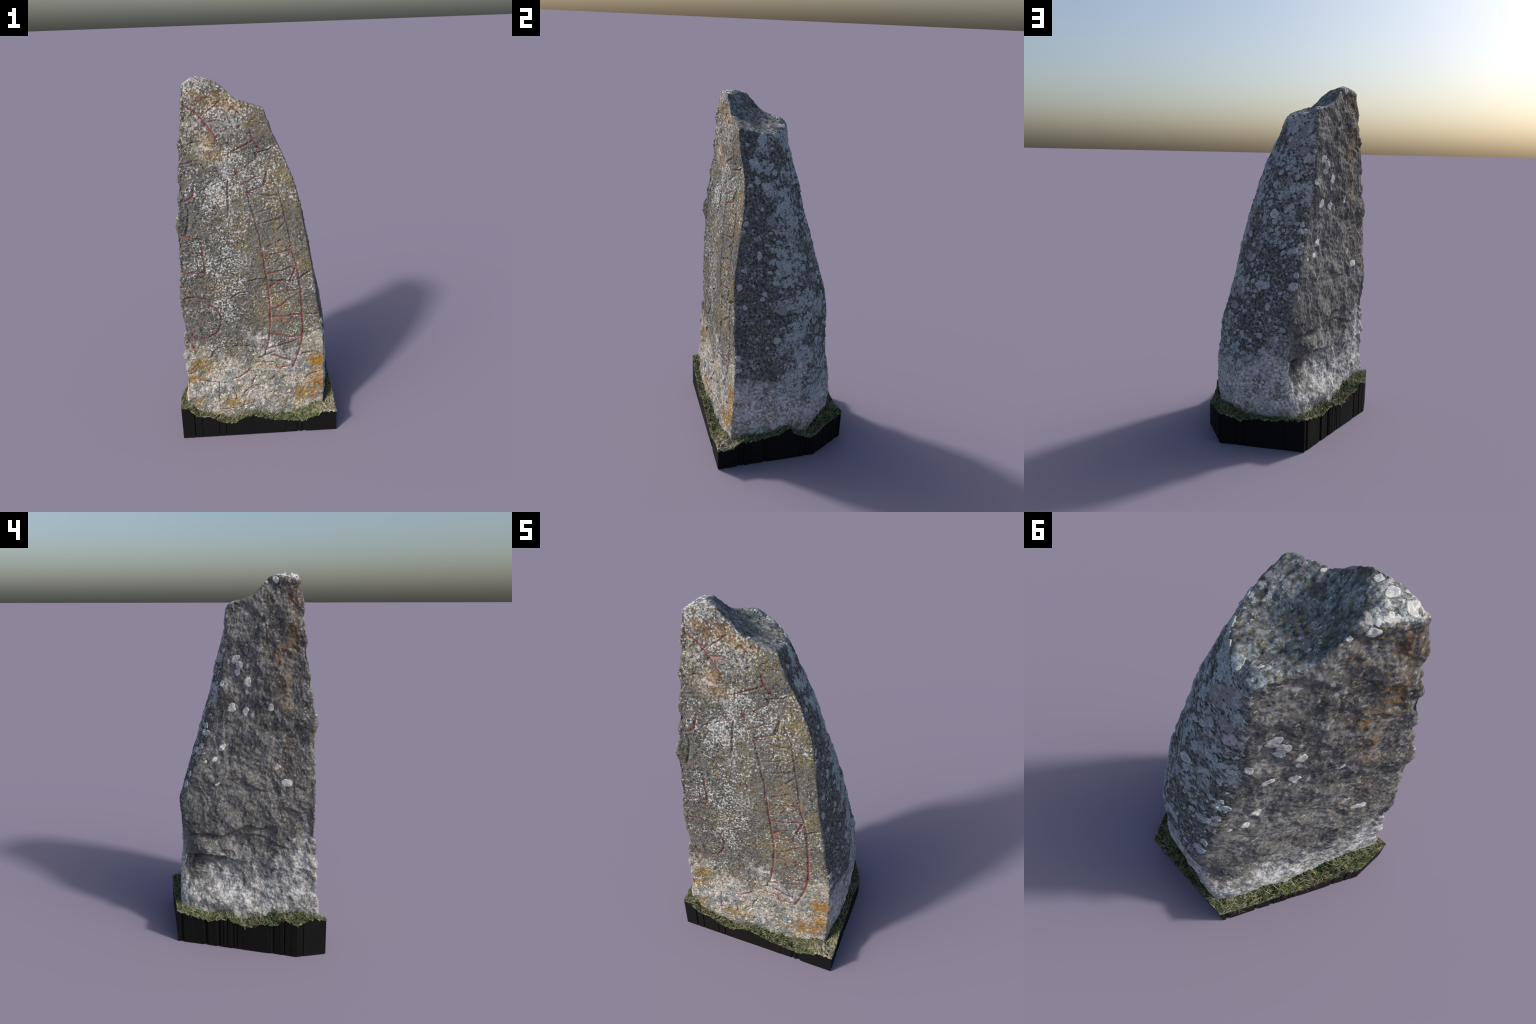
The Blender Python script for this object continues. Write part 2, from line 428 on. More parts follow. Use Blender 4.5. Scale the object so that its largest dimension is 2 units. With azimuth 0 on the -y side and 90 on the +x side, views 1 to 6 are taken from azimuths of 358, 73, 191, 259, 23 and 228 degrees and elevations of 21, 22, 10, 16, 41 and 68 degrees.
# ------------------------------------------------------------------ mesh helpers
def make_mesh(name, verts, faces, mats, face_mat=None, smooth_shade=True):
    me = bpy.data.meshes.new(name)
    verts = np.asarray(verts, np.float32)
    me.vertices.add(len(verts))
    me.vertices.foreach_set("co", verts.ravel())
    counts = np.array([len(f) for f in faces], np.int32) if not isinstance(faces, np.ndarray) else np.full(len(faces), faces.shape[1], np.int32)
    flat = faces.ravel().astype(np.int32) if isinstance(faces, np.ndarray) else np.concatenate([np.asarray(f, np.int32) for f in faces])
    me.loops.add(len(flat))
    me.loops.foreach_set("vertex_index", flat)
    me.polygons.add(len(counts))
    starts = np.concatenate([[0], np.cumsum(counts)[:-1]]).astype(np.int32)
    me.polygons.foreach_set("loop_start", starts)
    me.polygons.foreach_set("loop_total", counts)
    me.polygons.foreach_set("use_smooth", np.full(len(counts), smooth_shade))
    for m in mats:
        me.materials.append(m)
    if face_mat is not None:
        me.polygons.foreach_set("material_index", np.asarray(face_mat, np.int32))
    me.update(calc_edges=True)
    me.validate()
    return me


def add_object(name, me, parent):
    ob = bpy.data.objects.new(name, me)
    bpy.context.scene.collection.objects.link(ob)
    ob.parent = parent
    return ob


# ------------------------------------------------------------------ material helper
class Nodes:
    def __init__(self, name):
        self.mat = bpy.data.materials.new(name)
        self.mat.use_nodes = True
        self.t = self.mat.node_tree
        self.t.nodes.clear()
        self.co = self.new("ShaderNodeTexCoord").outputs["Object"]
        self.xyz = None

    def new(self, kind, **props):
        n = self.t.nodes.new(kind)
        for k, v in props.items():
            setattr(n, k, v)
        return n

    def link(self, a, b):
        if isinstance(a, (int, float)):
            b.default_value = a
        elif isinstance(a, tuple):
            b.default_value = a if len(a) == len(b.default_value) else (*a, 1.0)
        else:
            self.t.links.new(a, b)

    def axis(self, k):
        if self.xyz is None:
            self.xyz = self.new("ShaderNodeSeparateXYZ")
            self.link(self.co, self.xyz.inputs[0])
        return self.xyz.outputs[k]

    def noise(self, scale, detail=2.0, rough=.5, seed=0.0, stretch=(1, 1, 1), warp=0.0):
        m = self.new("ShaderNodeMapping")
        m.inputs["Location"].default_value = (seed * 3.7, seed * 1.9, seed * 5.3)
        m.inputs["Scale"].default_value = stretch
        self.link(self.co, m.inputs["Vector"])
        n = self.new("ShaderNodeTexNoise")
        n.inputs["Scale"].default_value = scale
        n.inputs["Detail"].default_value = detail
        n.inputs["Roughness"].default_value = rough
        n.inputs["Distortion"].default_value = warp
        self.link(m.outputs[0], n.inputs["Vector"])
        return n.outputs["Fac"]

    def cells(self, scale, seed=0.0, feature="F1", out="Distance", warp=None):
        m = self.new("ShaderNodeMapping")
        m.inputs["Location"].default_value = (seed * 3.7, seed * 1.9, seed * 5.3)
        self.link(self.co, m.inputs["Vector"])
        v = self.new("ShaderNodeTexVoronoi", feature=feature)
        v.inputs["Scale"].default_value = scale
        self.link(m.outputs[0], v.inputs["Vector"])
        return v.outputs[out]

    def math(self, op, a, b=0.0, clamp=False):
        n = self.new("ShaderNodeMath", operation=op, use_clamp=clamp)
        self.link(a, n.inputs[0])
        self.link(b, n.inputs[1])
        return n.outputs[0]

    def step(self, x, lo, hi, a=0.0, b=1.0):
        """a where x is lo, b where x is hi, smooth between."""
        n = self.new("ShaderNodeMapRange", interpolation_type="SMOOTHSTEP")
        if lo > hi:
            lo, hi, a, b = hi, lo, b, a
        self.link(x, n.inputs["Value"])
        n.inputs["From Min"].default_value = lo
        n.inputs["From Max"].default_value = hi
        n.inputs["To Min"].default_value = a
        n.inputs["To Max"].default_value = b
        return n.outputs["Result"]

    def mix(self, f, a, b):
        n = self.new("ShaderNodeMix", data_type="RGBA")
        self.link(f, n.inputs["Factor"])
        self.link(a, n.inputs[6])
        self.link(b, n.inputs[7])
        return n.outputs[2]

    def mul(self, *xs):
        r = xs[0]
        for x in xs[1:]:
            r = self.math("MULTIPLY", r, x)
        return r

    def add(self, *xs):
        r = xs[0]
        for x in xs[1:]:
            r = self.math("ADD", r, x)
        return r

    def spot(self, centre, radii, edge=.5):
        """1 inside an ellipsoid, 0 outside."""
        m = self.new("ShaderNodeMapping", vector_type="TEXTURE")
        m.inputs["Location"].default_value = centre
        m.inputs["Scale"].default_value = radii
        self.link(self.co, m.inputs["Vector"])
        ln = self.new("ShaderNodeVectorMath", operation="LENGTH")
        self.link(m.outputs[0], ln.inputs[0])
        return self.step(ln.outputs["Value"], 1.0 + edge, 1.0 - edge)

    def spots(self, table, edge=.7):
        r = 0.0
        for c, rad in table:
            s = self.spot(c, rad, edge)
            r = s if isinstance(r, float) else self.math("MAXIMUM", r, s)
        return r

    def finish(self, colour, rough=.92, spec=.2, bump=None, strength=.3, dist=.003):
        b = self.new("ShaderNodeBsdfPrincipled")
        self.link(colour, b.inputs["Base Color"])
        self.link(rough, b.inputs["Roughness"])
        b.inputs["Specular IOR Level"].default_value = spec
        if bump is not None:
            k = self.new("ShaderNodeBump")
            k.inputs["Strength"].default_value = strength
            k.inputs["Distance"].default_value = dist
            self.link(bump, k.inputs["Height"])
            self.link(k.outputs[0], b.inputs["Normal"])
        o = self.new("ShaderNodeOutputMaterial")
        self.link(b.outputs[0], o.inputs["Surface"])
        return self.mat


def front_material():
    k = Nodes("carved_granite_face")
    z, x = k.axis(2), k.axis(0)
    grain = k.noise(80, 4, .66, 1)
    fine = k.noise(190, 3, .6, 2)
    col = k.mix(k.step(grain, .36, .62), (.038, .039, .038), (.148, .150, .145))
    col = k.mix(k.mul(k.step(k.noise(26, 4, .62, 3), .48, .60), .55), col, (.135, .138, .140))
    col = k.mix(k.mul(k.step(fine, .50, .36), .8), col, (.022, .022, .021))
    band = k.step(k.math("ABSOLUTE", k.add(x, k.mul(k.step(z, .4, 1.6), .105), -.175)), .17, .09)
    col = k.mix(k.mul(band, k.step(k.noise(18, 4, .6, 22), .42, .56), .75), col, k.mix(k.step(grain, .35, .65), (.095, .097, .099), (.150, .152, .153)))
    # density fields: pale belt left of the middle, specks thin out towards the right band
    pale_belt = k.step(k.math("ABSOLUTE", k.add(x, .15)), .24, .03)
    upper = k.step(z, 1.25, 1.65)
    dens = k.add(k.mul(k.noise(5.5, 4, .6, 4), .6), k.mul(k.noise(17, 4, .62, 4.5), .4))
    white_d = k.add(k.step(dens, .40, .62, -.085, .035), k.mul(pale_belt, .044), k.mul(upper, .026))
    # ochre granules
    och = k.add(k.noise(200, 2, .55, 6), k.step(k.noise(4, 3, .55, 7), .35, .65, -.06, .04), k.step(x, -.2, .2, -.030, .022))
    col = k.mix(k.mul(k.step(och, .56, .62), .9), col, (.255, .185, .048))
    # white and pinkish crystals and crust
    w = k.add(k.noise(98, 3, .62, 5), white_d)
    pink = k.step(k.noise(13, 3, .5, 8), .56, .70)
    wcol = k.mix(pink, (.44, .46, .455), (.50, .445, .385))
    col = k.mix(k.mul(k.step(w, .560, .64), .95), col, wcol)
    crust = k.add(k.noise(30, 5, .72, 9), k.step(dens, .35, .7, -.06, .04), k.mul(pale_belt, .045))
    col = k.mix(k.mul(k.step(crust, .61, .72), .65), col, (.34, .36, .36))
    # pinkish bare patch and white crust near the top
    bare = k.mul(k.spots([((-.245, -.26, 1.74), (.055, .1, .085)), ((-.225, -.26, 1.66), (.045, .1, .05))], .9), k.step(k.noise(58, 5, .7, 10), .45, .60))
    col = k.mix(k.mul(bare, .9), col, k.mix(k.step(k.noise(26, 4, .65, 10.5), .42, .58), (.38, .39, .385), (.60, .515, .45)))
    crusty = k.mul(k.spots([((-.14, -.25, 1.59), (.03, .1, .06)), ((-.15, -.25, 1.46), (.05, .1, .06)), ((-.11, -.25, 1.30), (.03, .1, .05)),
                            ((-.06, -.3, 1.05), (.04, .1, .05)), ((-.10, -.24, 1.78), (.06, .1, .06)), ((-.20, -.24, 1.975), (.10, .1, .02))], .9), k.step(k.noise(60, 5, .7, 11), .47, .60))
    col = k.mix(k.mul(crusty, .8), col, (.42, .445, .455))
    # pale, clean foot that was once below ground
    edge = k.add(z, k.step(k.noise(6, 4, .6, 12), .3, .7, -.10, .10), k.step(k.noise(34, 4, .65, 12.5), .3, .7, -.06, .06), k.mul(x, -.09))
    foot = k.step(edge, .59, .50)
    fcol = k.mix(k.step(k.noise(11, 5, .68, 13), .42, .58), (.175, .20, .21), (.37, .355, .33))
    fcol = k.mix(k.mul(k.step(k.noise(42, 5, .68, 14), .50, .64), .9), fcol, (.64, .60, .56))
    fcol = k.mix(k.mul(k.step(k.noise(85, 4, .66, 15), .49, .37), .9), fcol, (.075, .075, .070))
    fcol = k.mix(k.mul(k.step(k.add(k.noise(105, 3, .6, 16), k.step(k.noise(6, 3, .55, 17), .35, .65, -.04, .095)), .535, .66), .85), fcol, (.185, .140, .042))
    col = k.mix(foot, col, fcol)
    # yellow-orange lichen
    place = k.spots([((-.328, -.335, .455), (.075, .2, .05)), ((-.36, -.34, .365), (.05, .2, .04)), ((.345, -.30, .42), (.06, .2, .05)), ((.345, -.30, .30), (.085, .2, .09)),
                     ((.25, -.31, .215), (.13, .2, .055)), ((-.35, -.35, .21), (.08, .2, .055)), ((-.12, -.35, .20), (.10, .2, .04))], .95)
    tuft = k.add(k.noise(78, 4, .70, 18), k.step(k.noise(16, 3, .6, 18.5), .35, .65, -.05, .05), k.mul(k.math("SUBTRACT", place, .5), .24))
    lichen = k.step(tuft, .53, .66)
    ocol = k.mix(k.step(k.add(k.noise(40, 3, .6, 19), k.mul(x, .18)), .42, .62), (.165, .108, .010), (.32, .150, .016))
    col = k.mix(k.mul(lichen, k.step(place, .02, .25), .88), col, ocol)
    place = k.spots([((-.15, -.245, 1.885), (.085, .2, .045)), ((-.06, -.24, 1.87), (.07, .2, .03)), ((-.20, -.255, 1.69), (.035, .2, .03)), ((-.185, -.255, 1.62), (.05, .2, .03)), ((-.26, -.25, 1.92), (.03, .2, .03))], .9)
    rust = k.mul(place, k.step(k.noise(85, 4, .68, 20), .43, .56))
    col = k.mix(k.mul(rust, .72), col, k.mix(k.step(k.noise(40, 3, .5, 21), .4, .6), (.24, .125, .018), (.30, .18, .05)))
    return k.finish(col, bump=k.add(grain, fine, w), strength=.4, dist=.003)


def flank_material():
    k = Nodes("lichen_crusted_granite")
    z, y, x = k.axis(2), k.axis(1), k.axis(0)
    g1 = k.noise(70, 4, .68, 31)
    col = k.mix(k.step(g1, .38, .64), (.040, .041, .039), (.185, .187, .182))
    col = k.mix(k.mul(k.step(k.noise(150, 2, .55, 32), .59, .67), .7), col, (.13, .09, .03))
    # blue-grey crust, dense away from the front edge
    rear = k.step(k.add(y, k.step(k.noise(5, 4, .6, 33), .3, .7, -.13, .13), k.mul(z, .06)), -.01, .09)
    far = k.step(k.add(y, k.step(k.noise(4, 3, .6, 36), .3, .7, -.12, .12)), .26, .08)
    field = k.add(k.noise(62, 5, .70, 34), k.mul(rear, far, .085), k.mul(rear, .008), k.step(k.noise(9, 3, .6, 35), .35, .65, -.07, .07))
    crust = k.mul(k.step(field, .555, .655), .9)
    ccol = k.mix(k.step(k.noise(120, 3, .6, 37), .35, .65), (.24, .26, .265), (.52, .55, .55))
    ccol = k.mix(k.step(k.noise(11, 4, .6, 38), .55, .63), ccol, (.29, .275, .27))
    col = k.mix(crust, col, ccol)
    dots = k.step(k.noise(95, 3, .62, 39), .60, .68)
    col = k.mix(k.mul(dots, .6), col, (.36, .37, .37))
    # paler foot, lifted further: brightness baked into the scan goes into the colour
    edge = k.add(z, k.step(k.noise(5, 4, .6, 40), .3, .7, -.14, .14), k.step(k.noise(40, 4, .65, 41), .3, .7, -.10, .10))
    foot = k.step(edge, .62, .38)
    fcol = k.mix(k.step(k.noise(55, 5, .70, 42), .40, .60), (.22, .213, .20), (.66, .645, .62))
    fcol = k.mix(k.mul(k.step(k.noise(14, 5, .68, 43), .48, .62), .8), fcol, (.50, .51, .51))
    fcol = k.mix(k.mul(k.step(k.noise(75, 4, .68, 49), .44, .36), .65), fcol, (.06, .06, .055))
    col = k.mix(foot, col, fcol)
    moss = k.mul(k.step(k.noise(9, 3, .6, 44), .53, .65), k.step(k.noise(70, 3, .6, 45), .45, .55))
    col = k.mix(k.mul(moss, .6), col, (.075, .073, .035))
    place = k.spots([((.40, -.27, .20), (.10, .06, .05)), ((.40, -.29, .32), (.10, .03, .06)), ((.38, -.10, .30), (.1, .03, .04))], .9)
    col = k.mix(k.mul(place, k.step(k.noise(60, 5, .7, 46), .50, .60)), col, (.27, .155, .02))
    green = k.mul(k.step(k.add(z, k.step(k.noise(9, 3, .6, 47), .3, .7, -.06, .06)), .25, .18), k.step(k.noise(25, 3, .6, 48), .4, .6))
    col = k.mix(k.mul(green, .6), col, (.06, .08, .035))
    return k.finish(col, bump=k.add(g1, k.mul(crust, .8), dots), strength=.45, dist=.004)


def rough_material():
    k = Nodes("hackly_weathered_granite")
    z, y = k.axis(2), k.axis(1)
    g1 = k.noise(34, 6, .68, 51)
    col = k.mix(k.step(g1, .30, .70), (.040, .041, .042), (.135, .137, .136))
    plain = k.spot((-.18, .06, .98), (.3, .22, .30), .6)
    smoothed = k.mix(k.step(k.noise(60, 4, .6, 58), .36, .64), (.098, .099, .097), (.205, .205, .198))
    col = k.mix(k.step(k.add(k.noise(8, 5, .62, 52), k.mul(plain, .09)), .46, .60), col, smoothed)
    col = k.mix(k.mul(k.step(k.noise(120, 3, .6, 53), .44, .34), .6), col, (.040, .040, .038))
    edge_near = k.step(k.add(y, k.step(k.noise(6, 3, .6, 56), .3, .7, -.1, .1)), -.05, -.20)
    dots = k.step(k.add(k.noise(85, 3, .6, 54), k.mul(edge_near, .035)), .60, .69)
    col = k.mix(k.mul(dots, .7), col, (.38, .385, .38))
    haze = k.mul(k.step(k.noise(22, 6, .72, 68), .56, .66), k.step(z, .9, 1.5, .3, 1.0))
    col = k.mix(k.mul(haze, .75), col, (.33, .345, .35))
    och = k.step(k.add(k.noise(120, 3, .55, 55), k.mul(edge_near, .04), k.step(k.noise(5, 2, .5, 57), .35, .65, -.03, .03)), .62, .70)
    col = k.mix(k.mul(och, .7), col, (.20, .125, .025))
    place = k.spots([((-.30, -.17, 1.61), (.1, .06, .045)), ((-.32, -.21, 1.70), (.08, .03, .07)), ((-.32, -.22, 1.88), (.08, .03, .05)), ((-.31, -.18, 1.45), (.1, .03, .1))], .9)
    col = k.mix(k.mul(place, k.step(k.noise(50, 5, .7, 59), .44, .60), .85), col, (.17, .085, .018))
    edge = k.add(z, k.step(k.noise(5, 4, .6, 60), .3, .7, -.12, .12), k.step(k.noise(35, 4, .65, 61), .3, .7, -.08, .08), k.mul(y, .25))
    foot = k.step(edge, .60, .38)
    fcol = k.mix(k.step(k.noise(24, 6, .70, 62), .40, .62), (.185, .185, .18), (.50, .515, .52))
    fcol = k.mix(k.mul(k.step(k.noise(60, 5, .68, 63), .53, .66), .8), fcol, (.66, .645, .63))
    fcol = k.mix(k.mul(k.step(k.noise(12, 5, .65, 64), .55, .66), .7), fcol, (.12, .115, .09))
    fcol = k.mix(k.mul(k.step(k.noise(95, 4, .65, 65), .45, .35), .8), fcol, (.085, .083, .078))
    fcol = k.mix(k.mul(k.step(k.noise(110, 3, .6, 69), .61, .68), .6), fcol, (.22, .15, .04))
    col = k.mix(foot, col, fcol)
    return k.finish(col, bump=k.add(g1, k.noise(130, 3, .6, 66)), strength=.45, dist=.004)


def top_material():
    k = Nodes("lichen_covered_break")
    g1 = k.noise(60, 5, .68, 71)
    x, y = k.axis(0), k.axis(1)
    col = k.mix(k.step(g1, .36, .64), (.038, .040, .040), (.20, .215, .222))
    crust = k.step(k.add(k.noise(58, 5, .72, 72), k.step(k.noise(6, 2, .5, 73), .35, .65, -.05, .05)), .48, .58)
    ccol = k.mix(k.step(k.noise(90, 4, .65, 74), .36, .62), (.12, .135, .142), (.39, .425, .44))
    col = k.mix(k.mul(crust, .8), col, ccol)
    crest = k.step(k.add(k.mul(k.add(x, .165), .82), k.mul(k.add(y, .235), .57), k.step(k.noise(14, 3, .6, 75), .3, .7, -.02, .02)), .01, -.015)
    white = k.step(k.add(k.noise(52, 5, .70, 76), k.mul(crest, .085)), .57, .64)
    col = k.mix(k.mul(white, .9), col, k.mix(k.step(k.noise(20, 2, .5, 77), .45, .6), (.46, .48, .49), (.54, .50, .48)))
    shelf = k.mul(k.spots([((.02, -.19, 1.85), (.07, .04, .1)), ((-.03, -.06, 1.85), (.04, .04, .1)), ((-.06, .02, 1.85), (.04, .04, .1))], .9), k.step(k.noise(34, 5, .7, 78), .47, .60))
    col = k.mix(k.mul(shelf, .7), col, (.38, .39, .38))
    och = k.step(k.add(k.noise(85, 4, .65, 79), k.step(k.noise(10, 3, .6, 79.5), .35, .65, -.03, .04)), .58, .65)
    col = k.mix(k.mul(och, .8), col, (.20, .15, .03))
    dark = k.mul(k.step(k.noise(12, 5, .65, 80), .54, .66), .7)
    col = k.mix(dark, col, (.055, .057, .05))
    return k.finish(col, bump=k.add(g1, k.mul(crust, .6)), strength=.45, dist=.004)


def simple_material(name, a, b, scale=60, lo=.38, hi=.62, c=None, bump=.3, rough=.9):
    k = Nodes(name)
    n = k.noise(scale, 4, .62, len(name))
    col = k.mix(k.step(n, lo, hi), a, b)
    if c is not None:
        col = k.mix(k.step(k.noise(scale * 2.2, 3, .6, len(name) + 3), .52, .62), col, c)
    return k.finish(col, rough=rough, bump=n, strength=bump, dist=.002)


def varied_material(name, a, b, translucent=0.0, scale=40):
    """Colour varied from blade to blade."""
    k = Nodes(name)
    r = k.new("ShaderNodeNewGeometry").outputs["Random Per Island"]
    col = k.mix(r, a, b)
    col = k.mix(k.mul(k.step(k.noise(scale, 3, .6, 2), .4, .65), .5), col, tuple(.55 * v for v in a))
    m = k.finish(col, rough=.7, spec=.25)
    return m

# ------------------------------------------------------------------ build: stone
root = bpy.data.objects.new("rune_stone", None)
bpy.context.scene.collection.objects.link(root)
root.empty_display_size = .2
root["label"] = "weathered grey granite standing stone with carved red runes"
root["category"] = "rune stone"

grid = displace_stone(build_stone_grid())
normals = grid_normals(grid)
rows = grid.shape[0]
flat = grid.reshape(-1, 3)
r_i, c_i = np.meshgrid(np.arange(rows - 1), np.arange(NU), indexing="ij")
a = (r_i * NU + c_i).ravel()
b = (r_i * NU + (c_i + 1) % NU).ravel()
quads = np.stack([a, b, b + NU, a + NU], -1)
mid = flat[quads].mean(1)
jit = 9 * fbm(mid * 30, 3) + 5 * fbm(mid * 90, 2) + 14 * fbm(mid * 7, 2) * (np.abs(c_i.ravel() - COL0[7]) < 70)
col_of = (c_i.ravel() + jit) % NU
face_mat = np.where(col_of < COL0[2] + 2, 0, np.where(col_of < COL0[7] - 4, 1, 2))
row_of = r_i.ravel() + 1.0 * jit
face_mat[row_of > NV - 3] = 3
last = (rows - 1) * NU
centre = flat[last:].mean(0)
verts = np.vstack([flat, centre])
fan = np.stack([last + np.arange(NU), last + (np.arange(NU) + 1) % NU, np.full(NU, len(flat))], -1)
faces = [*quads.tolist(), *fan.tolist(), list(range(NU - 1, -1, -1))]
face_mat = np.concatenate([face_mat, np.full(NU, 3), [1]])
stone_mats = [front_material(), flank_material(), rough_material(), top_material()]
stone = add_object("standing_stone", make_mesh("standing_stone", verts, faces, stone_mats, face_mat), root)

# ------------------------------------------------------------------ red paint left in the grooves
front = quads[(c_i.ravel() < COL0[2] + 6) | (c_i.ravel() > NU - 6)]
bvh = BVHTree.FromPolygons([Vector(v) for v in flat.tolist()], front.tolist())
paint_mats = {
    "fresh": simple_material("red_rune_paint", (.14, .042, .043), (.25, .058, .063), 90, c=(.16, .085, .08)),
    "worn": simple_material("worn_rune_paint", (.055, .045, .046), (.105, .085, .086), 110, c=(.15, .065, .068)),
}


def front_hit(x, z):
    hit = bvh.ray_cast(Vector((x, -1.0, z)), Vector((0, 1, 0)))
    return hit[0]


def paint_ribbon(width, paint, pts, seed):
    """Thin film of paint lying in a groove; it thins out and breaks where it has worn off."""
    p = np.array(soften(pts, 6))
    seg = np.r_[0, np.cumsum(np.hypot(*np.diff(p, axis=0).T))]
    n = max(3, int(seg[-1] / .0022))
    s = np.linspace(0, seg[-1], n)
    c = np.stack([np.interp(s, seg, p[:, k]) for k in (0, 1)], -1)
    t = np.gradient(c, axis=0)
    t /= np.linalg.norm(t, axis=1)[:, None] + 1e-9
    nrm = np.stack([-t[:, 1], t[:, 0]], -1)
    wear = gnoise(np.stack([s * 30, np.full(n, seed * 1.7), np.zeros(n)], -1)) * .7 + gnoise(np.stack([s * 110, np.full(n, seed * 2.3), np.ones(n)], -1)) * .5
    left = gnoise(np.stack([s * 240, np.full(n, seed * 3.1), np.full(n, 4.)], -1))
    right = gnoise(np.stack([s * 240, np.full(n, seed * 3.1), np.full(n, 9.)], -1))
    cover = np.clip((wear + (paint - .42) * 1.15 + .10) * 2.2, 0, 1)
    half = width * .5 * (.30 + .70 * cover)
    live = cover > .04
    vs, fs, idx = [], [], {}
    m = 4
    for i in range(n):
        if not live[i]:
            continue
        row = []
        for j in range(m + 1):
            o = (2 * j / m - 1)
            w = half[i] * o * (1 + .9 * (left[i] if o < 0 else right[i]))
            q = c[i] + nrm[i] * w
            h = front_hit(q[0], q[1])
            if h is None:
                row = None
                break
            row.append((h[0], h[1] - .0011 + .0014 * o * o, h[2]))
        if row is None:
            continue
        idx[i] = len(vs)
        vs += row
    for i in range(n - 1):
        if i in idx and i + 1 in idx:
            u, v = idx[i], idx[i + 1]
            for j in range(m):
                fs.append((u + j, v + j, v + j + 1, u + j + 1))
    return vs, fs


seed = 0
for kind, strokes in CARVED_SIGNS.items():
    for width, paint, pts in strokes:
        seed += 1
        if paint < .05:
            continue
        vs, fs = paint_ribbon(width * (.82 if paint > .45 else 1.25), max(paint, .5), pts, seed)
        if fs:
            mat = paint_mats["fresh" if paint > .45 else "worn"]
            add_object(kind, make_mesh(kind, vs, fs, [mat]), stone)

# ------------------------------------------------------------------ lichen discs
lichen_mats = {
    "white": simple_material("white_disc_lichen", (.38, .38, .375), (.58, .58, .57), 70, c=(.66, .66, .65)),
    "grey": simple_material("grey_disc_lichen", (.30, .29, .295), (.46, .45, .455), 90, c=(.38, .365, .37)),
    "mauve": simple_material("mauve_disc_lichen", (.20, .19, .19), (.29, .275, .27), 110, c=(.33, .31, .305)),
    "blue": simple_material("blue_grey_leaf_lichen", (.24, .262, .266), (.45, .485, .49), 120, c=(.54, .575, .575), bump=.5),
}


top_bvh = BVHTree.FromPolygons([Vector(v) for v in flat[(NV - 60) * NU:].tolist()], (quads[r_i.ravel() >= NV - 60] - (NV - 60) * NU).tolist())


def nearest_cell(p):
    return divmod(int(np.argmin(((flat - np.asarray(p)) ** 2).sum(1))), NU)


def on_grid(rf, cf):
    """Surface point and normal at fractional row and column."""
    rf = np.clip(rf, 0, rows - 1.001)
    r0 = rf.astype(int)
    c0 = np.floor(cf).astype(int)
    fr, fc = (rf - r0)[..., None], (cf - c0)[..., None]

    def look(A):
        return ((A[r0, c0 % NU] * (1 - fc) + A[r0, (c0 + 1) % NU] * fc) * (1 - fr)
                + (A[r0 + 1, c0 % NU] * (1 - fc) + A[r0 + 1, (c0 + 1) % NU] * fc) * fr)
    return look(grid), look(normals)


def lichen_patch(cell, radius, thick, lobes, rough, squash=1.0, seed=0):
    """Low crust with a lobed rim, draped over the stone around a grid cell."""
    r, c = cell
    rng = np.random.default_rng(900 + seed)
    n_seg, n_ring = (40, 5) if radius > .008 else (20, 3)
    # metric size of one grid step here
    r1, r0 = min(r + 12, rows - 1), max(r - 12, 0)
    dr = np.linalg.norm(grid[r1, c] - grid[r0, c]) / (r1 - r0)
    dc = np.linalg.norm(grid[r, (c + 12) % NU] - grid[r, (c - 12) % NU]) / 24
    th = np.arange(n_seg) / n_seg * 2 * math.pi
    rad = np.ones(n_seg)
    for h in range(2, 5):
        rad += .13 * rng.normal() * np.cos(h * th + rng.uniform(0, 6.3)) / (h - 1) ** .5
    rad += rough * np.cos(lobes * th + rng.uniform(0, 6)) * .6 + rough * rng.normal(size=n_seg) * .5
    rad = np.clip(rad, .55, 1.5)
    spin = rng.uniform(0, 6.3)
    cap = r > NV - 14
    if cap:
        base_p, base_n = grid[r, c], normals[max(r - 3, 0):r + 4, c].mean(0)
        ex = np.cross(base_n, (0, 1, 0))
        ex /= np.linalg.norm(ex)
        ey = np.cross(base_n, ex)
    vs, fs = [], []
    prof = [(0, .75), (.45, .8), (.75, .92), (.93, .85), (1.0, -.6)] if n_ring == 5 else [(0, 1.0), (.7, .9), (1.0, -.6)]
    for k, (q, hgt) in enumerate(prof):
        th_k = th if q > 0 else th[:1]
        rr = radius * q * (rad if q > 0 else rad[:1])
        ox, oy = rr * np.cos(th_k + spin), rr * np.sin(th_k + spin) * squash
        if cap:
            near = [top_bvh.find_nearest(Vector(base_p + ex * a + ey * b)) for a, b in zip(ox, oy)]
            P, N = np.array([h[0] for h in near]), np.array([h[1] for h in near])
        else:
            P, N = on_grid(r + oy / dr, c + ox / dc)
        hh = thick * (hgt + (.22 * rng.normal(size=len(th_k)) if 0 < q < 1 else 0))
        vs += (P + N * np.atleast_1d(hh)[:, None]).tolist()
    for j in range(n_seg):
        fs.append((0, 1 + j, 1 + (j + 1) % n_seg))
    for k in range(len(prof) - 2):
        u, v = 1 + k * n_seg, 1 + (k + 1) * n_seg
        for j in range(n_seg):
            fs.append((u + j, v + j, v + (j + 1) % n_seg, u + (j + 1) % n_seg))
    return vs, fs


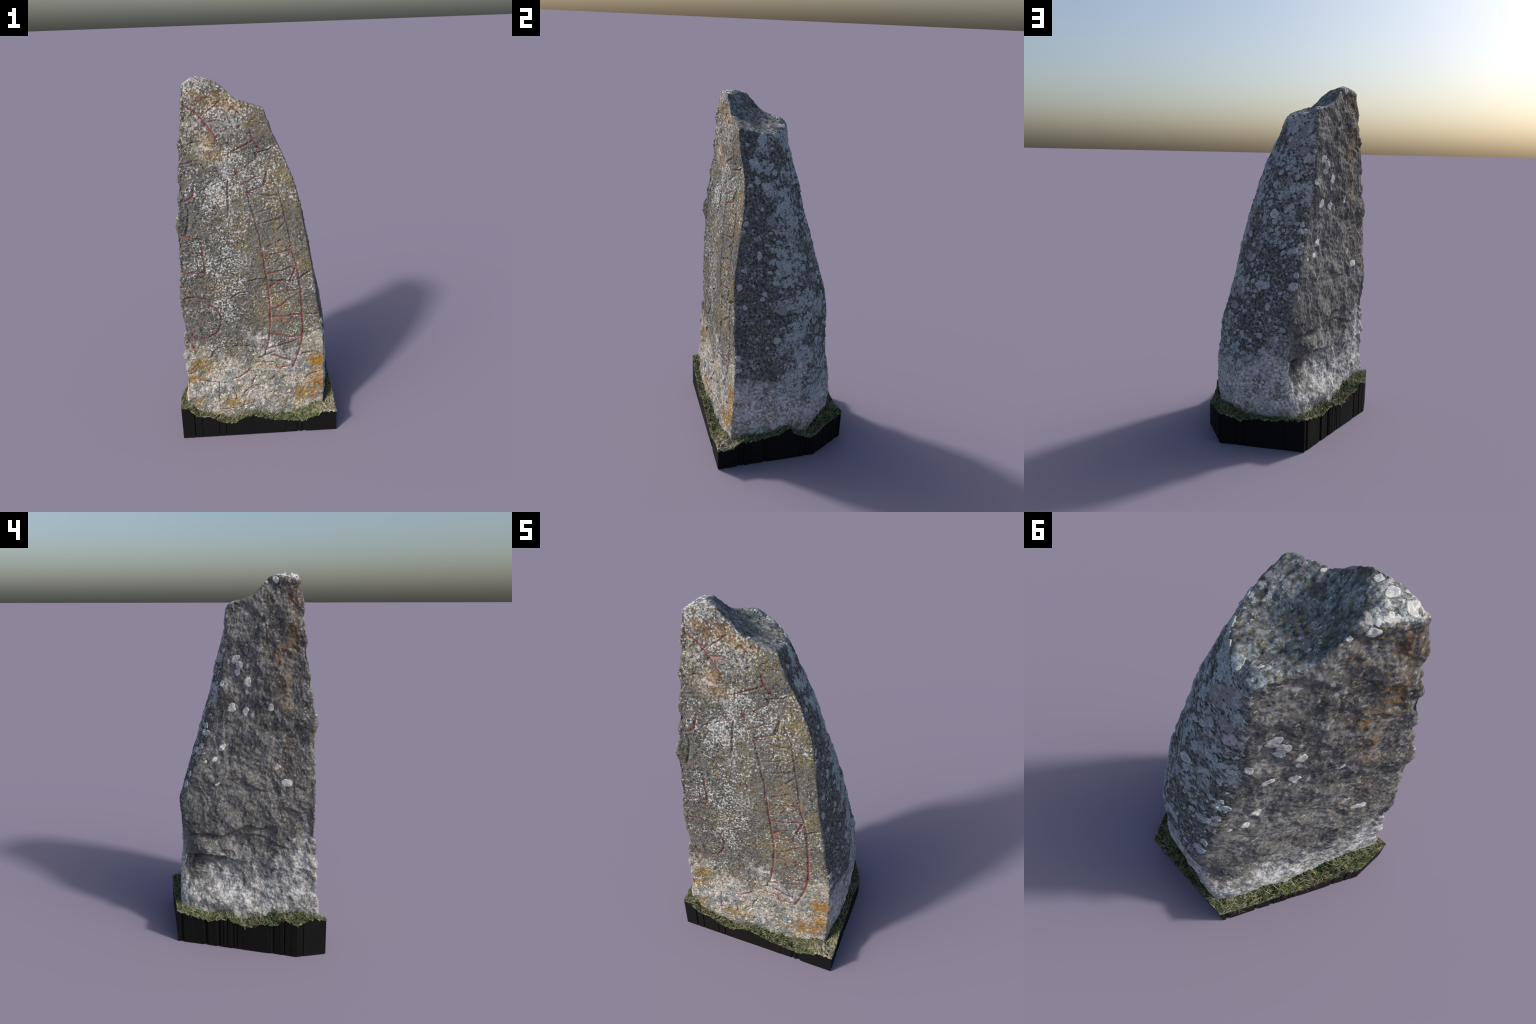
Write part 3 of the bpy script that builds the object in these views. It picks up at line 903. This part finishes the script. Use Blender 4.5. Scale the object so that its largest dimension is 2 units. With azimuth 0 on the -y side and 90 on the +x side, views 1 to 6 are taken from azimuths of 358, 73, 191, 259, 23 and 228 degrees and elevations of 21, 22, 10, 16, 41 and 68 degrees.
# discs that stand out singly: place, radius, kind
DISCS = [
    ((-.176, .051, 1.583), .022, "grey"), ((-.188, .032, 1.551), .021, "grey"), ((-.185, .041, 1.517), .017, "white"),
    ((-.215, -.008, 1.471), .020, "white"), ((-.149, .118, 1.459), .014, "white"), ((-.185, .075, 1.335), .023, "white"),
    ((-.219, .010, 1.319), .018, "white"), ((-.279, -.115, 1.346), .017, "grey"), ((-.180, .128, 1.128), .018, "white"),
    ((-.164, .173, 1.065), .014, "white"), ((-.145, .219, 1.040), .010, "white"), ((-.337, -.191, .960), .023, "white"),
    ((-.169, .155, .925), .010, "white"), ((-.311, -.142, 1.043), .014, "grey"),
    ((.097, .148, 1.336), .019, "grey"), ((.073, .177, 1.278), .021, "white"), ((-.027, .191, 1.283), .020, "grey"),
    ((-.018, .198, 1.251), .030, "mauve"), ((-.018, .181, 1.322), .018, "grey"), ((-.022, .159, 1.421), .022, "blue"),
    ((.011, .162, 1.384), .020, "mauve"), ((-.092, .126, 1.580), .020, "grey"), ((-.103, .121, 1.600), .015, "grey"),
    ((-.081, .086, 1.740), .034, "mauve"), ((-.014, .089, 1.676), .036, "mauve"), ((-.077, .115, 1.626), .022, "mauve"),
    ((-.012, .060, 1.744), .026, "blue"), ((-.025, .055, 1.779), .022, "blue"), ((-.089, .235, 1.120), .017, "grey"),
    ((-.089, .246, 1.086), .014, "grey"), ((.205, .185, 1.035), .027, "mauve"), ((.188, .171, 1.103), .014, "blue"),
    ((.242, .215, .858), .042, "mauve"), ((.287, .196, .756), .030, "mauve"), ((.089, .296, .899), .023, "blue"),
    ((.127, .285, .909), .018, "blue"), ((.125, .292, .875), .012, "grey"), ((-.060, .319, .904), .024, "blue"),
    ((.290, .247, .444), .026, "blue"), ((.091, .320, .535), .018, "blue"), ((.093, .331, .263), .014, "blue"),
    ((.268, .225, .672), .014, "blue"), ((.341, -.029, .923), .036, "mauve"), ((.307, .150, .861), .026, "mauve"),
    ((.383, -.062, .755), .018, "blue"), ((.318, -.058, 1.067), .012, "blue"), ((.236, -.078, 1.388), .026, "mauve"),
    ((.298, -.080, 1.180), .014, "blue"), ((.284, -.003, 1.146), .024, "blue"), ((.137, -.153, 1.676), .024, "blue"),
    ((.182, -.105, 1.558), .022, "blue"), ((.081, -.101, 1.788), .028, "blue"),
    ((-.288, -.225, 1.990), .015, "white"), ((-.274, -.170, 1.996), .011, "white"), ((-.265, -.140, 1.968), .017, "white"),
    ((-.242, -.098, 1.959), .008, "white"), ((-.191, -.226, 1.992), .010, "white"), ((-.043, -.227, 1.882), .007, "white"),
    ((-.061, .052, 1.837), .020, "blue"), ((-.122, .036, 1.866), .009, "white"), ((-.237, -.214, 1.998), .013, "white"),
]
count = 0
for place, radius, kind in DISCS:
    cell = nearest_cell(place)
    count += 1
    leafy = kind == "blue"
    vs, fs = lichen_patch(cell, radius * 1.12, .0009 if not leafy else .003, 9 if leafy else 5, .12 if leafy else .03, RNG.uniform(.85, 1.1), count)
    add_object("lichen_disc" if not leafy else "leaf_lichen", make_mesh("lichen", vs, fs, [lichen_mats[kind]]), stone)

# leafy blue-grey crust over the flank, thickest behind the dark strip along the front edge
small_v, small_f = [], []
made = 0
for k in range(4200):
    c = int(RNG.integers(COL0[2] + 6, COL0[7] - 14))
    r = int(RNG.integers(60, NV - 4))
    p = grid[r, c]
    band = smooth(-.09, .06, p[1] + .10 * (p[2] - 1.0) + .10 * float(fbm(p[None] * 5, 3)[0]))
    back = 1 - .72 * smooth(.12, .26, p[1] + .16 * (p[2] - .8) + .08 * float(fbm(p[None] * 4 + 9, 2)[0]))
    clump = smooth(-.12, .12, float(fbm(p[None] * 8 + 30, 3)[0]))
    dens = band * back * clump * smooth(.30, .55, p[2]) + .05
    if RNG.random() > dens:
        continue
    radius = .005 + .013 * RNG.random() ** 2.2
    count += 1
    vs, fs = lichen_patch((r, c), radius, .0022 + .0014 * RNG.random(), int(RNG.integers(6, 11)), .13, RNG.uniform(.7, 1.2), count)
    if radius > .0105 and made < 230:
        made += 1
        add_object("leaf_lichen", make_mesh("lichen", vs, fs, [lichen_mats["blue"]]), stone)
    else:
        off = len(small_v)
        small_v += vs
        small_f += [tuple(i + off for i in f) for f in fs]
crumbs = add_object("lichen_crumbs", make_mesh("lichen_crumbs", small_v, small_f, [lichen_mats["blue"]]), stone)
crumbs["kind"] = "stuff"

# ------------------------------------------------------------------ plinth: black cut-out block
CORNERS = [(-.446, -.391), (.446, -.391), (.446, .177), (.321, .392), (-.158, .392), (-.446, -.228)]
# height of the cut turf edge along each side: (fraction along the side, z)
EDGE_HEIGHTS = [
    [(0, .205), (.045, .205), (.09, .155), (.19, .135), (.28, .092), (.34, .094), (.41, .128), (.465, .136), (.54, .112), (.6, .098), (.69, .090), (.785, .074), (.83, .100), (.885, .113), (.91, .137), (1, .133)],
    [(0, .130), (.15, .128), (.21, .166), (.36, .163), (.49, .175), (.64, .191), (.75, .222), (.765, .176), (.95, .130), (1, .142)],
    [(0, .142), (.25, .160), (.6, .172), (1, .178)],
    [(0, .183), (.08, .176), (.22, .152), (.45, .171), (.62, .168), (.82, .183), (1, .189)],
    [(0, .188), (.09, .179), (.27, .154), (.35, .169), (.44, .178), (.58, .143), (.69, .169), (.84, .180), (.88, .212), (.93, .214), (1, .190)],
    [(0, .192), (.6, .224), (1, .206)],
]
STEP = .004
outline, edge_z, along = [], [], []
for k in range(6):
    p, q = np.array(CORNERS[k]), np.array(CORNERS[(k + 1) % 6])
    n = int(round(np.linalg.norm(q - p) / STEP))
    hs = np.array(EDGE_HEIGHTS[k])
    for i in range(n):
        f = i / n
        outline.append(p + (q - p) * f)
        edge_z.append(np.interp(f, hs[:, 0], hs[:, 1]))
        along.append(k + f)
outline, edge_z, along = np.array(outline), np.array(edge_z), np.array(along)
NE = len(outline)
ragged = fbm(np.c_[outline * 45, np.zeros(NE)], 3) * .022 + fbm(np.c_[outline * 130, np.ones(NE)], 2) * .012
edge_top = edge_z + ragged * .55
tang = np.roll(outline, -1, 0) - np.roll(outline, 1, 0)
tang /= np.linalg.norm(tang, axis=1)[:, None]
inward = np.stack([-tang[:, 1], tang[:, 0]], -1)
# made-up upright slots and steps standing in for overlapping-strip streaks of the scan
inset = np.zeros(NE)
corner_gap = np.abs(along - np.round(along)) * 40
for _ in range(46):
    at, wide, deep = RNG.integers(NE), int(RNG.choice([1, 1, 1, 2, 3, 5])), RNG.uniform(.002, .009)
    span = np.arange(at, at + wide) % NE
    inset[span] = np.maximum(inset[span], deep)
for _ in range(12):
    at, wide = RNG.integers(NE), int(RNG.integers(10, 45))
    inset[np.arange(at, at + wide) % NE] += RNG.uniform(.0006, .0016)
inset *= smooth(.3, 1.2, corner_gap)
wall = outline + inward * inset[:, None]
levels = [0.0, .02, .05, .35, .65, 1.0]
pv = []
for lv in levels:
    pv += np.c_[wall, edge_top * lv].tolist()
pf = []
for l in range(len(levels) - 1):
    for i in range(NE):
        j = (i + 1) % NE
        pf.append((l * NE + i, l * NE + j, (l + 1) * NE + j, (l + 1) * NE + i))
top0 = (len(levels) - 1) * NE
inner = len(pv)
pv += np.c_[outline + inward * .012, np.full(NE, .03)].tolist()
for i in range(NE):
    j = (i + 1) % NE
    pf.append((top0 + i, top0 + j, inner + j, inner + i))
pf.append(tuple(range(NE - 1, -1, -1)))
pf.append(tuple(inner + i for i in range(NE)))
plinth = add_object("plinth", make_mesh("plinth", pv, pf, [simple_material("black_cut_face", (.0030, .0030, .0030), (.0040, .0040, .0040), 20, bump=0.0, rough=.95)], smooth_shade=False), root)

# ------------------------------------------------------------------ turf around the foot
stone_ring = grid[40]                                      # outline of the stone near the ground
ring_c = np.array([0.0, 0.0])
ang = np.arctan2(stone_ring[:, 1], stone_ring[:, 0])
order = np.argsort(ang)
ang_s, rad_s = ang[order], np.hypot(stone_ring[:, 0], stone_ring[:, 1])[order]
oa = np.arctan2(outline[:, 1], outline[:, 0])
foot_r = np.interp(oa, np.r_[ang_s[-1] - 2 * math.pi, ang_s, ang_s[0] + 2 * math.pi], np.r_[rad_s[-1], rad_s, rad_s[0]])
out_r = np.hypot(outline[:, 0], outline[:, 1])
gap = np.clip(out_r - foot_r, .01, .3)
soft_z = gauss_rows(edge_top[:, None], 5, True)[:, 0]
TR = 26


def turf_height(i, f):
    """Height of the turf at outline index i, fraction f from the rim (0) to inside the stone (1)."""
    near = smooth(0, 1, np.clip(f * (gap[i] + .05) / gap[i], 0, 1))
    return edge_top[i] * (1 - smooth(0, .25, f)) + (soft_z[i] - .006) * smooth(0, .25, f) + near * (.000 + .20 * np.clip(gap[i] - .04, 0, .14))


tv = []
idx = np.arange(NE)
for k in range(TR):
    f = k / (TR - 1)
    xy = outline * (1 - f * (gap + .05) / out_r)[:, None] + inward * .0012
    z = turf_height(idx, np.full(NE, f))
    P = np.c_[xy, z]
    b = fbm(P * 38, 3) * .022 + fbm(P * 110 + 5, 2) * .010
    out_push = 0.004 * (1 - smooth(0, .08, np.full(NE, f)))
    P[:, 2] += b * smooth(0, .12, np.full(NE, f)) + .002
    P[:, :2] -= inward * (out_push * (.6 + fbm(P * 60, 2)))[:, None]
    tv += P.tolist()
skirt = len(tv)
low = edge_top - .003 - .020 * np.clip(fbm(np.c_[outline * 70, np.full(NE, 3.)], 3) + .12, 0, 1)
tv += np.c_[outline - inward * .0022, low].tolist()
tf = []
for k in range(TR - 1):
    for i in range(NE):
        j = (i + 1) % NE
        tf.append((k * NE + i, k * NE + j, (k + 1) * NE + j, (k + 1) * NE + i))
for i in range(NE):
    j = (i + 1) % NE
    tf.append((skirt + i, skirt + j, j, i))


def turf_material():
    k = Nodes("turf")
    n = k.noise(45, 5, .68, 3)
    col = k.mix(k.step(n, .36, .64), (.018, .025, .009), (.075, .105, .030))
    col = k.mix(k.mul(k.step(k.noise(24, 4, .65, 4, warp=1.5), .5, .64), .8), col, (.19, .175, .125))
    straw = k.step(k.noise(60, 4, .65, 5, stretch=(1, .35, 1.6), warp=2.0), .54, .64)
    col = k.mix(k.mul(straw, .85), col, (.34, .315, .235))
    col = k.mix(k.mul(k.step(k.noise(38, 4, .65, 6), .47, .36), .8), col, (.012, .015, .008))
    corner = k.mul(k.spot((.42, -.36, .14), (.07, .07, .08), .8), k.step(k.noise(50, 4, .65, 7, warp=1.5), .40, .56))
    col = k.mix(k.mul(corner, .9), col, (.42, .37, .28))
    return k.finish(col, bump=n, strength=.6, dist=.008)


turf = add_object("turf", make_mesh("turf", tv, tf, [turf_material()]), root)
turf["kind"] = "stuff"


def blades(count, length, width, droop, straw):
    vs, fs = [], []
    for _ in range(count):
        i = int(RNG.integers(NE))
        f = RNG.uniform(0, .85) ** 1.2
        xy = outline[i] * (1 - f * gap[i] / out_r[i])
        dry_corner = math.exp(-((xy[0] - .40) ** 2 + (xy[1] + .36) ** 2) / .006)
        if not straw and RNG.random() < dry_corner:
            continue
        base = np.array([xy[0], xy[1], float(turf_height(np.array([i]), np.array([f]))[0]) - .004])
        L = length * RNG.uniform(.5, 1.25)
        if f < .15:
            L *= .7
        head = RNG.uniform(0, 2 * math.pi)
        if RNG.random() < .75:                             # mostly lie along the rim
            t = tang[i] * RNG.choice([-1, 1])
            head = math.atan2(t[1], t[0]) + RNG.normal() * .6
        lean = RNG.uniform(.5, 1.25) if straw else RNG.uniform(.15, .9)
        curl = RNG.normal() * (1.6 if straw else .8)
        n = 6
        w = width * RNG.uniform(.6, 1.4)
        p = base.copy()
        off = len(vs)
        for s in range(n):
            u = s / (n - 1)
            a = lean + droop * u * u
            h = head + curl * u
            d = np.array([math.sin(a) * math.cos(h), math.sin(a) * math.sin(h), math.cos(a)])
            side = np.array([-math.sin(h), math.cos(h), .25])
            ww = w * (1 - .85 * u)
            up = np.cross(side, d) * ww * .5
            vs += [tuple(p - side * ww), tuple(p + up), tuple(p + side * ww)]
            nxt = p + d * L / (n - 1)
            lim = .445, .391
            nxt[0] = np.clip(nxt[0], -lim[0], lim[0])
            nxt[1] = np.clip(nxt[1], -lim[1], lim[1])
            p = nxt
        for s in range(n - 1):
            u = off + s * 3
            fs += [(u, u + 1, u + 4, u + 3), (u + 1, u + 2, u + 5, u + 4)]
    v = np.array(vs)
    v[:, 0] = np.clip(v[:, 0], -.4475, .4475)
    v[:, 1] = np.clip(v[:, 1], -.3925, .3925)
    return v, fs


for name, mat, args in (
    ("green_grass", varied_material("green_grass", (.05, .10, .022), (.14, .20, .06)), (1700, .034, .0014, .9, False)),
    ("dry_grass", varied_material("dry_grass", (.24, .215, .145), (.46, .42, .31)), (1500, .052, .0012, 1.1, True)),
):
    v, f = blades(*args)
    ob = add_object(name, make_mesh(name, v, f, [mat]), turf)
    ob["kind"] = "stuff"
